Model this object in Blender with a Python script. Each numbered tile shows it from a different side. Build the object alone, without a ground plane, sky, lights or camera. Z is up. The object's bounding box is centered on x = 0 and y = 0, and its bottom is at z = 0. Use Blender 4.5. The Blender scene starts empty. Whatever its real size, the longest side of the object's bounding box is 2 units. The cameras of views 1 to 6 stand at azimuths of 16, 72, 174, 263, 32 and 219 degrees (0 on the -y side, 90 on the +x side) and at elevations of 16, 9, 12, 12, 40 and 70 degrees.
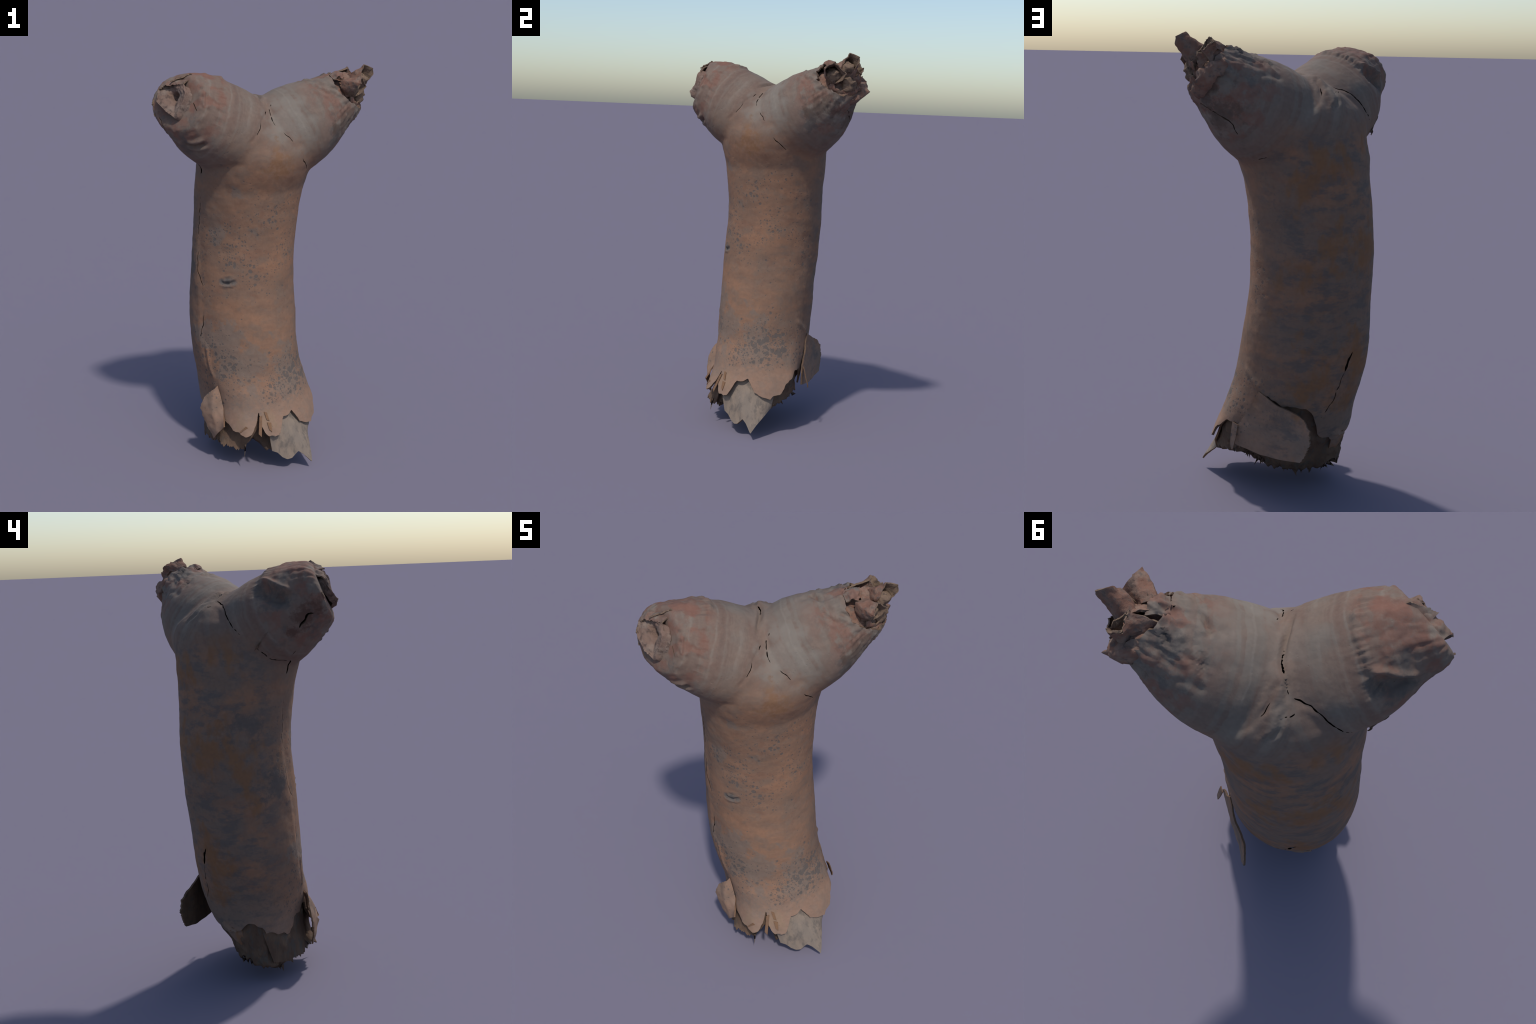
"""Dead forked branch: a stout trunk with torn, flaring bark at the foot, an oblique broken
wood core, and two short limb stubs - one closing in a withered pit, one in curled dry husks."""
import math
import bpy
import bmesh
import numpy as np
from mathutils import Vector
from mathutils.kdtree import KDTree

RNG = np.random.default_rng(7)

# ------------------------------------------------------------------ numeric helpers


def perlin(p, scale=1.0, seed=0):
    """Gradient noise at points p (n,3); about -1..1."""
    p = np.asarray(p, float) * scale + seed * 17.31
    i = np.floor(p).astype(np.int64)
    f = p - i
    w = f * f * f * (f * (f * 6 - 15) + 10)

    def grad(ix, iy, iz, dx, dy, dz):
        h = (ix * 374761393 + iy * 668265263 + iz * 2147483647 + seed * 974711) & 0xFFFFFFFF
        h = ((h ^ (h >> 13)) * 1274126177) & 0xFFFFFFFF
        h = h ^ (h >> 16)
        a = (h & 1023) / 1023 * 2 * np.pi
        c = ((h >> 10) & 1023) / 1023 * 2 - 1
        s = np.sqrt(1 - c * c)
        return s * np.cos(a) * dx + s * np.sin(a) * dy + c * dz

    out = 0
    for a in (0, 1):
        for b in (0, 1):
            for c in (0, 1):
                g = grad(i[:, 0] + a, i[:, 1] + b, i[:, 2] + c, f[:, 0] - a, f[:, 1] - b, f[:, 2] - c)
                wa = w[:, 0] if a else 1 - w[:, 0]
                wb = w[:, 1] if b else 1 - w[:, 1]
                wc = w[:, 2] if c else 1 - w[:, 2]
                out = out + g * wa * wb * wc
    return out * 1.6


def fbm(p, scale, octaves=3, seed=0):
    out, amp = 0, 1.0
    for k in range(octaves):
        out = out + amp * perlin(p, scale * 2**k, seed + k)
        amp *= 0.5
    return out


def sstep(a, b, x):
    t = np.clip((x - a) / (b - a), 0, 1)
    return t * t * (3 - 2 * t)


def vertex_normals(V, F):
    fn = np.cross(V[F[:, 1]] - V[F[:, 0]], V[F[:, 2]] - V[F[:, 0]])
    N = np.zeros_like(V)
    for k in range(3):
        np.add.at(N, F[:, k], fn)
    return N / np.maximum(np.linalg.norm(N, axis=1, keepdims=True), 1e-12)


def edges_of(F):
    e = np.sort(np.concatenate([F[:, [0, 1]], F[:, [1, 2]], F[:, [2, 0]]]), axis=1)
    return np.unique(e, axis=0, return_inverse=True)


def smooth(V, F, rounds, weight=None):
    e, _ = edges_of(F)
    deg = np.bincount(e.ravel(), minlength=len(V))[:, None]
    w = 1.0 if weight is None else weight[:, None]
    for k in range(rounds):
        for lam in (0.55, -0.565):
            s = np.zeros_like(V)
            np.add.at(s, e[:, 0], V[e[:, 1]])
            np.add.at(s, e[:, 1], V[e[:, 0]])
            V = V + lam * w * (s / deg - V)
    return V


def blur(V, F, rounds, weight):
    """plain relaxation, to soften the inner corners where limbs meet"""
    e, _ = edges_of(F)
    deg = np.bincount(e.ravel(), minlength=len(V))[:, None]
    for _ in range(rounds):
        s = np.zeros_like(V)
        np.add.at(s, e[:, 0], V[e[:, 1]])
        np.add.at(s, e[:, 1], V[e[:, 0]])
        V = V + .5 * weight[:, None] * (s / deg - V)
    return V


def clip(A, F, f):
    """Keep the part of the triangle mesh where the vertex field f is positive.
    A holds all vertex data (position, normal, ...) as columns."""
    keep = f >= 0
    cnt = keep[F].sum(1)
    whole = F[cnt == 3]
    mixed = F[(cnt == 1) | (cnt == 2)]
    new_rows, new_f = [], []
    table = {}
    base = len(A)

    def cut(a, b):
        key = (a, b) if a < b else (b, a)
        if key not in table:
            t = f[key[0]] / (f[key[0]] - f[key[1]])
            table[key] = base + len(new_rows)
            new_rows.append(A[key[0]] * (1 - t) + A[key[1]] * t)
        return table[key]

    tris = []
    for t in mixed:
        k = keep[t]
        if k.sum() == 1:
            i = int(np.argmax(k))
            a, b, c = t[i], t[(i + 1) % 3], t[(i + 2) % 3]
            tris.append((a, cut(a, b), cut(a, c)))
        else:
            i = int(np.argmin(k))
            a, b, c = t[i], t[(i + 1) % 3], t[(i + 2) % 3]
            p, q = cut(a, b), cut(a, c)
            tris += [(p, b, c), (p, c, q)]
    if new_rows:
        A = np.concatenate([A, np.array(new_rows)])
    if tris:
        whole = np.concatenate([whole, np.array(tris, dtype=whole.dtype)])
    used = np.unique(whole)
    remap = np.full(len(A), -1)
    remap[used] = np.arange(len(used))
    return A[used], remap[whole]


def refine(A, F, near):
    """Split every edge whose ends satisfy the vertex flag `near`; neighbours are closed up."""
    e, inv = edges_of(F)
    n = len(F)
    mark = near[e[:, 0]] & near[e[:, 1]]
    mid = np.full(len(e), -1)
    mid[mark] = len(A) + np.arange(mark.sum())
    A = np.concatenate([A, 0.5 * (A[e[mark, 0]] + A[e[mark, 1]])])
    m = np.stack([mid[inv[:n]], mid[inv[n:2 * n]], mid[inv[2 * n:]]], 1)
    k = (m >= 0).sum(1)
    out = [F[k == 0]]
    t, mm = F[k == 3], m[k == 3]
    out += [np.stack(x, 1) for x in ((t[:, 0], mm[:, 0], mm[:, 2]), (mm[:, 0], t[:, 1], mm[:, 1]), (mm[:, 2], mm[:, 1], t[:, 2]), (mm[:, 0], mm[:, 1], mm[:, 2]))]
    for r in range(3):
        s = (k == 1) & (m[:, r] >= 0)
        a, b, c, p = F[s, r], F[s, (r + 1) % 3], F[s, (r + 2) % 3], m[s, r]
        out += [np.stack((a, p, c), 1), np.stack((p, b, c), 1)]
        s = (k == 2) & (m[:, r] < 0)
        a, b, c = F[s, r], F[s, (r + 1) % 3], F[s, (r + 2) % 3]
        p, q = m[s, (r + 1) % 3], m[s, (r + 2) % 3]
        out += [np.stack((a, b, p), 1), np.stack((a, p, q), 1), np.stack((q, p, c), 1)]
    return A, np.concatenate(out)


def polyline_distance(P, pts):
    """Distance from P to a polyline and the run (0..1) along it."""
    pts = np.asarray(pts, float)
    seg = np.linalg.norm(np.diff(pts, axis=0), axis=1)
    run = np.concatenate([[0], np.cumsum(seg)])
    best, where = np.full(len(P), 9.0), np.zeros(len(P))
    for a, b, l, r in zip(pts[:-1], pts[1:], seg, run):
        t = np.clip(((P - a) @ (b - a)) / (l * l), 0, 1)
        d = np.linalg.norm(P - a - t[:, None] * (b - a), axis=1)
        m = d < best
        best[m], where[m] = d[m], (r + t[m] * l) / run[-1]
    return best, where


def resample(pts, n, round_corners=False, closed=False):
    pts = np.asarray(pts, float)
    if closed:
        pts = np.concatenate([pts, pts[:1]])
    d = np.concatenate([[0], np.cumsum(np.linalg.norm(np.diff(pts, axis=0), axis=1))])
    t = np.linspace(0, d[-1], n + 1)[:-1] if closed else np.linspace(0, d[-1], n)
    out = np.stack([np.interp(t, d, pts[:, k]) for k in range(3)], 1)
    if round_corners:
        for _ in range(2):
            if closed:
                out = 0.5 * out + 0.25 * (np.roll(out, 1, 0) + np.roll(out, -1, 0))
            else:
                out[1:-1] = 0.5 * out[1:-1] + 0.25 * (out[:-2] + out[2:])
    return out


# ------------------------------------------------------------------ the stem's proportions
# height, axis x, axis y, mean radius, and how the section departs from a circle
TRUNK = np.array([
    (-0.05, -.02, -.04, .20, .04, -.006), (0.1, -.018, -.02, .222, .04, -.006), (0.2, -.023, -.006, .235, .037, -.006),
    (0.3, -.034, .008, .248, .032, -.005), (0.4, -.048, .010, .262, .019, -.006), (0.5, -.070, .018, .268, .015, -.006),
    (0.6, -.089, .027, .270, .012, -.008), (.7, -.1, .036, .268, .011, -.006), (.8, -.108, .045, .265, .008, -.003),
    (.9, -.112, .054, .263, .003, -.002), (1.0, -.114, .061, .261, .002, -.003), (1.1, -.115, .068, .260, .003, -.003),
    (1.2, -.109, .067, .261, .003, -.002), (1.3, -.1, .061, .263, .002, .001), (1.4, -.087, .054, .268, .001, .007),
    (1.5, -.065, .036, .280, .001, .006), (1.58, -.05, .02, .272, 0, .003), (1.66, -.03, .01, .20, 0, 0)])
# how far the torn bark skirt spreads outwards at the foot, by bearing
FLARE = np.array([(-180, 0), (-135, 0), (-118, .005), (-108, .045), (-98, .085), (-83, .125), (-67, .108), (-58, .105), (-45, .080),
                  (-34, .062), (-11, .060), (5, .065), (20, .080), (32, .055), (42, .025), (60, 0), (180, 0)], float)


def trunk_point(th, z, inset=0.0, spread=1.0):
    th, z = np.asarray(th, float), np.asarray(z, float)
    c = [np.interp(z, TRUNK[:, 0], TRUNK[:, k]) for k in range(1, 6)]
    deg = np.degrees((th + np.pi) % (2 * np.pi) - np.pi)
    h = c[2] - inset + c[3] * np.cos(2 * th) + c[4] * np.sin(2 * th)
    hp = -2 * c[3] * np.sin(2 * th) + 2 * c[4] * np.cos(2 * th)
    h = h + spread * np.interp(deg, FLARE[:, 0], FLARE[:, 1]) * np.clip((.5 - z) / .28, 0, 1.2) ** 1.3
    return np.stack([c[0] + h * np.cos(th) - hp * np.sin(th), c[1] + h * np.sin(th) + hp * np.cos(th), z + 0 * th], -1)


FORK = np.array((-.03, 0, 1.62))


class Limb:
    """A limb: its axis from the fork, and stations (run, offset, offset, radius)."""

    def __init__(self, tip, stations, swells):
        self.swells = swells
        a = np.array(tip) - FORK
        self.a = a / np.linalg.norm(a)
        u = np.cross((0, 0, 1), self.a)
        self.u = u / np.linalg.norm(u)
        self.v = np.cross(self.a, self.u)
        self.st = np.array(stations, float)

    def coords(self, P):
        d = P - FORK
        return d @ self.a, d @ self.u, d @ self.v

    def at(self, s, u, v):
        return FORK + s * self.a + u * self.u + v * self.v

    def off(self, P):
        """bearing round the limb's own bent axis, and distance from it"""
        s, u, v = self.coords(P)
        du = u - np.interp(s, self.st[:, 0], self.st[:, 1])
        dv = v - np.interp(s, self.st[:, 0], self.st[:, 2])
        return s, np.arctan2(dv, du), np.hypot(du, dv)


PIT_LIMB = Limb((-.36, -.33, 1.83), [(-.12, -.0, -.03, .10), (-.05, -.02, -.02, .185), (.05, -.03, -.015, .208), (.12, -.034, -.012, .215), (.19, -.034, -.010, .216),
                                     (.26, -.034, -.007, .209), (.33, -.030, -.003, .195), (.40, -.023, .001, .171), (.46, -.016, .008, .146), (.50, -.026, .008, .128), (.53, -.036, .006, .106), (.555, -.046, .005, .076), (.575, -.052, .005, .03)],
                # bearing, spread, amount, and where along the limb the swelling lives
                [(178, 36, .016, -.05, .10, .24, .38), (-20, 38, .022, -.05, .08, .24, .36), (58, 36, .010, .22, .34, .46, .54), (118, 45, -.011, .05, .15, .26, .36), (150, 30, .010, -.05, .08, .20, .32)])
HUSK_LIMB = Limb((.37, .29, 1.87), [(-.12, .0, -.03, .10), (-.05, .01, -.03, .185), (.05, .02, -.033, .21), (.12, .025, -.033, .219), (.19, .025, -.033, .218),
                                    (.26, .019, -.031, .206), (.33, .015, -.028, .185), (.40, .008, -.018, .156), (.46, .0, -.006, .130), (.50, -.006, .0, .113), (.54, -.010, .004, .092), (.58, -.010, .006, .07), (.61, -.01, .006, .04)],
                 [(-30, 42, .019, .02, .20, .38, .50), (20, 40, .010, -.05, .12, .25, .45), (125, 38, .011, .20, .32, .48, .6), (60, 48, -.006, .05, .15, .34, .44)])


def loft_rings(rings):
    """Closed skin over a stack of rings (k, n, 3), ends fanned shut."""
    k, n = rings.shape[:2]
    V = np.concatenate([rings.reshape(-1, 3), rings[0].mean(0)[None], rings[-1].mean(0)[None]])
    F = []
    for i in range(k - 1):
        for j in range(n):
            a, b = i * n + j, i * n + (j + 1) % n
            F += [(a, b, b + n), (a, b + n, a + n)]
    for j in range(n):
        F += [(k * n, (j + 1) % n, j), (k * n + 1, (k - 1) * n + j, (k - 1) * n + (j + 1) % n)]
    return V, np.array(F)


def limb_loft(limb, n=72, inset=0.0, s_from=None, s_to=None):
    st = limb.st
    lo, hi = st[0, 0] if s_from is None else s_from, st[-1, 0] if s_to is None else s_to
    s = np.linspace(lo, hi, 60)
    th = np.linspace(0, 2 * np.pi, n, endpoint=False)
    rings = []
    for q in s:
        r = max(np.interp(q, st[:, 0], st[:, 3]) - inset, .01)
        u0, v0 = np.interp(q, st[:, 0], st[:, 1]), np.interp(q, st[:, 0], st[:, 2])
        r = r + 0 * th
        for bearing, width, amount, s0, s1, s2, s3 in limb.swells:
            d = (np.degrees(th) - bearing + 180) % 360 - 180
            r = r + amount * np.exp(-(d / width) ** 2) * sstep(s0, s1, q) * (1 - sstep(s2, s3, q))
        rings.append(limb.at(q, u0, v0) + r[:, None] * (np.cos(th)[:, None] * limb.u + np.sin(th)[:, None] * limb.v))
    return loft_rings(np.array(rings))


def trunk_loft(inset=0.0, lo=.0, hi=1.66, n=120, rows=110, spread=1.0):
    th = np.linspace(0, 2 * np.pi, n, endpoint=False)
    return loft_rings(np.array([trunk_point(th, z, inset, spread) for z in np.linspace(lo, hi, rows)]))


def fork_web(n=96):
    """the shoulders of the fork: bark that bulges between the limbs, more behind than in front"""
    back = np.array((-.65, .76, 0))
    side = np.array((.76, .65, 0))
    # height, reach behind, reach in front, reach to the sides
    prof = np.array([(1.25, .22, .22, .22), (1.40, .252, .245, .25), (1.50, .285, .264, .272), (1.60, .298, .248, .290), (1.66, .293, .228, .298), (1.70, .278, .210, .262),
                     (1.756, .238, .160, .145), (1.81, .166, .075, .060), (1.838, .110, .03, .04)])
    th = np.linspace(0, 2 * np.pi, n, endpoint=False)
    rings = []
    for z in np.linspace(1.25, 1.835, 56):
        b, f, w = (np.interp(z, prof[:, 0], prof[:, k]) for k in (1, 2, 3))
        t = np.clip((z - 1.5) / .12, 0, 1)
        c = (1 - t) * np.array((np.interp(z, TRUNK[:, 0], TRUNK[:, 1]), np.interp(z, TRUNK[:, 0], TRUNK[:, 2]), 0)) + t * np.array((-.03, .026, 0))
        fat = (np.abs(np.cos(th)) ** 2.25 + np.abs(np.sin(th)) ** 2.25) ** (-1 / 2.25)
        x = np.where(np.cos(th) > 0, b, f) * np.cos(th) * fat
        rings.append(c + x[:, None] * back + (w * np.sin(th) * fat)[:, None] * side + np.array((0, 0, z)))
    return loft_rings(np.array(rings))


def fuse(parts, voxel):
    """Union of closed skins by voxel remesh; returns triangles."""
    bm = bmesh.new()
    for V, F in parts:
        vs = [bm.verts.new(v) for v in V]
        for f in F:
            bm.faces.new([vs[i] for i in f])
    me = bpy.data.meshes.new("fuse_work")
    bm.to_mesh(me)
    bm.free()
    ob = bpy.data.objects.new("fuse_work", me)
    bpy.context.scene.collection.objects.link(ob)
    md = ob.modifiers.new("r", "REMESH")
    md.mode, md.voxel_size = "VOXEL", voxel
    ev = ob.evaluated_get(bpy.context.evaluated_depsgraph_get())
    out = ev.to_mesh()
    V = np.empty(len(out.vertices) * 3)
    out.vertices.foreach_get("co", V)
    out.calc_loop_triangles()
    F = np.empty(len(out.loop_triangles) * 3, dtype=np.int32)
    out.loop_triangles.foreach_get("vertices", F)
    ev.to_mesh_clear()
    bpy.data.objects.remove(ob)
    bpy.data.meshes.remove(me)
    return V.reshape(-1, 3), F.reshape(-1, 3).astype(np.int64)


def swell(V, centre, radius, amount, N):
    """push vertices along N in a round spot"""
    d = np.linalg.norm(V - np.array(centre), axis=1)
    return V + N * (amount * np.exp(-(d / radius) ** 2))[:, None]


SKIN = None


def learn_skin(V):
    """remember the surface, so that lines given roughly can be laid onto it"""
    global SKIN
    SKIN = KDTree(len(V))
    for i, v in enumerate(V):
        SKIN.insert(v, i)
    SKIN.balance()


def lay_on(pts):
    pts = np.asarray(pts, float)
    n = max(len(pts), int(np.linalg.norm(np.diff(pts, axis=0), axis=1).sum() / .012) + 2)
    laid = np.array([np.mean([SKIN.find_n(p, 6)[k][0] for k in range(6)], axis=0) for p in resample(pts, n)])
    for _ in range(2):
        laid[1:-1] = .5 * laid[1:-1] + .25 * (laid[:-2] + laid[2:])
    return laid


def crease(V, N, pts, width, depth, lip=0.0):
    """press a line into the surface, taper at its ends, with an optional raised lip"""
    d, t = polyline_distance(V, lay_on(pts))
    end = np.clip(np.minimum(t, 1 - t) * 5, 0, 1)
    g = -depth * np.exp(-(d / width) ** 2) + lip * np.exp(-((d - 2 * width) / width) ** 2)
    return V + N * (g * end)[:, None]


# ------------------------------------------------------------------ the bark body
def bark_body():
    V, F = fuse([trunk_loft(), fork_web(), limb_loft(PIT_LIMB), limb_loft(HUSK_LIMB)], .0085)
    V = smooth(V, F, 4)
    V = blur(V, F, 24, np.exp(-((V[:, 2] - 1.57) / .14) ** 2))
    N = vertex_normals(V, F)
    # gentle unevenness: broad flats and small dents
    V = V + N * (.0035 * fbm(V, 5.0, 2, 3) + .0012 * fbm(V, 26.0, 2, 9))[:, None]
    V = V + N * (.003 * np.abs(fbm(V * (1, 1, .55), 7.0, 1, 13)))[:, None]
    # long vertical seam on the pit-limb side: the bark beyond it stands proud
    z = V[:, 2]
    cx, cy = np.interp(z, TRUNK[:, 0], TRUNK[:, 1]), np.interp(z, TRUNK[:, 0], TRUNK[:, 2])
    seam = np.interp(z, (.35, .55, .85, 1.08, 1.45), (-115, -124, -126, -132, -137))
    d = (np.degrees(np.arctan2(V[:, 1] - cy, V[:, 0] - cx)) - seam + 180) % 360 - 180
    step = sstep(4.5, -4.5, d) * np.exp(-(np.minimum(d, 0) / 26) ** 2) * sstep(.38, .55, z) * sstep(1.5, 1.3, z)
    V = V + N * (  .008 * step * (.75 + .5 * perlin(V * (0, 0, 1), 4.0, 15)))[:, None]
    for limb, seed in ((PIT_LIMB, 21), (HUSK_LIMB, 31)):
        s, th, r = limb.off(V)
        other = HUSK_LIMB if limb is PIT_LIMB else PIT_LIMB
        on = sstep(.10, .2, s) * (s > other.coords(V)[0])
        q = s + .006 * fbm(V, 9.0, 2, seed)
        ringy = perlin(np.stack([q * 1.0, 0 * q, 0 * q], 1), 38.0, seed)
        q2 = np.stack([np.cos(th) * 2.2, np.sin(th) * 2.2, s * 3.0], 1)
        puckers = fbm(q2, 2.6, 3, seed + 5)
        end = sstep(.30, .47, s)
        up = .35 + .65 * sstep(-.3, .8, np.sin(th))
        V = V + N * (on * (.0006 * ringy * up + end * ((.0075 if limb is HUSK_LIMB else .0035) * puckers + .004 * fbm(V, 30.0, 2, seed + 8))))[:, None]
    N = vertex_normals(V, F)
    return V, F, N


# ------------------------------------------------------------------ materials
def rgb(r, g, b):
    return (r, g, b, 1)


class Graph:
    """small helper to wire shader nodes"""

    def __init__(self, name):
        self.mat = bpy.data.materials.new(name)
        self.mat.use_nodes = True
        self.t = self.mat.node_tree
        self.t.nodes.clear()
        self.out = self.t.nodes.new("ShaderNodeOutputMaterial")
        self.bsdf = self.t.nodes.new("ShaderNodeBsdfPrincipled")
        self.t.links.new(self.bsdf.outputs[0], self.out.inputs[0])
        self.pos = self.t.nodes.new("ShaderNodeTexCoord").outputs["Object"]

    def put(self, sock, val):
        if isinstance(val, bpy.types.NodeSocket):
            self.t.links.new(val, sock)
        elif val is not None:
            sock.default_value = val

    def math(self, op, a, b=None, c=None):
        n = self.t.nodes.new("ShaderNodeMath")
        n.operation = op
        for k, x in enumerate((a, b, c)):
            self.put(n.inputs[k], x)
        return n.outputs[0]

    def vmath(self, op, a, b=None):
        n = self.t.nodes.new("ShaderNodeVectorMath")
        n.operation = op
        self.put(n.inputs[0], a)
        self.put(n.inputs[1], b)
        return n.outputs["Value"] if op in ("DOT_PRODUCT", "DISTANCE", "LENGTH") else n.outputs["Vector"]

    def stretch(self, scale, shift=(0, 0, 0), vec=None):
        n = self.t.nodes.new("ShaderNodeMapping")
        self.put(n.inputs["Vector"], vec or self.pos)
        n.inputs["Scale"].default_value = scale
        n.inputs["Location"].default_value = shift
        return n.outputs[0]

    def noise(self, scale, detail=4, rough=.55, vec=None, dist=0.0):
        n = self.t.nodes.new("ShaderNodeTexNoise")
        self.put(n.inputs["Vector"], vec or self.pos)
        n.inputs["Scale"].default_value = scale
        n.inputs["Detail"].default_value = detail
        n.inputs["Roughness"].default_value = rough
        n.inputs["Distortion"].default_value = dist
        return n.outputs["Fac"]

    def vnoise(self, scale):
        n = self.t.nodes.new("ShaderNodeTexNoise")
        self.put(n.inputs["Vector"], self.pos)
        n.inputs["Scale"].default_value = scale
        n.inputs["Detail"].default_value = 3
        return self.vmath("SUBTRACT", n.outputs["Color"], (.5, .5, .5))

    def first(self, vec):
        n = self.t.nodes.new("ShaderNodeSeparateXYZ")
        self.put(n.inputs[0], vec)
        return n.outputs[0]

    def line_noise(self, w, scale, detail=2):
        n = self.t.nodes.new("ShaderNodeTexNoise")
        n.noise_dimensions = "1D"
        self.put(n.inputs["W"], w)
        n.inputs["Scale"].default_value = scale
        n.inputs["Detail"].default_value = detail
        return n.outputs["Fac"]

    def cells(self, scale, vec=None):
        n = self.t.nodes.new("ShaderNodeTexVoronoi")
        self.put(n.inputs["Vector"], vec or self.pos)
        n.inputs["Scale"].default_value = scale
        return n.outputs["Distance"], n.outputs["Color"]

    def ramp(self, x, a, b, lo=0.0, hi=1.0):
        n = self.t.nodes.new("ShaderNodeMapRange")
        n.interpolation_type = "SMOOTHSTEP"
        self.put(n.inputs["Value"], x)
        n.inputs["From Min"].default_value, n.inputs["From Max"].default_value = a, b
        n.inputs["To Min"].default_value, n.inputs["To Max"].default_value = lo, hi
        return n.outputs[0]

    def mix(self, fac, a, b):
        n = self.t.nodes.new("ShaderNodeMix")
        n.data_type = "RGBA"
        self.put(n.inputs["Factor"], fac)
        self.put(n.inputs["A"], a) if False else self.put(n.inputs[6], a)
        self.put(n.inputs[7], b)
        return n.outputs[2]

    def blob(self, centre, radius, soft=.6, wobble=None):
        d = self.vmath("DISTANCE", self.pos, centre)
        if wobble is not None:
            d = self.math("MULTIPLY_ADD", wobble, radius * 4.0, d)
            d = self.math("SUBTRACT", d, radius * 2.0)
        return self.ramp(d, radius * (1 - soft), radius, 1, 0)

    def most(self, *xs):
        r = xs[0]
        for x in xs[1:]:
            r = self.math("MAXIMUM", r, x)
        return r

    def times(self, *xs):
        r = xs[0]
        for x in xs[1:]:
            r = self.math("MULTIPLY", r, x)
        return r

    def finish(self, colour, rough=.9, bump=None, strength=.3, distance=.01, spec=.15):
        self.put(self.bsdf.inputs["Base Color"], colour)
        self.put(self.bsdf.inputs["Roughness"], rough)
        self.bsdf.inputs["Specular IOR Level"].default_value = spec
        if bump is not None:
            n = self.t.nodes.new("ShaderNodeBump")
            n.inputs["Strength"].default_value = strength
            n.inputs["Distance"].default_value = distance
            self.put(n.inputs["Height"], bump)
            self.put(self.bsdf.inputs["Normal"], n.outputs[0])
        return self.mat


ORANGE = rgb(.228, .124, .077)
BROWN = rgb(.170, .106, .075)
REDDISH = rgb(.172, .083, .060)
GREY = rgb(.148, .119, .098)
PALE = rgb(.196, .164, .136)
SLATE = rgb(.094, .081, .073)
DARK = rgb(.060, .048, .042)
RUST = rgb(.195, .096, .044)
UMBER = rgb(.105, .066, .047)


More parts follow.
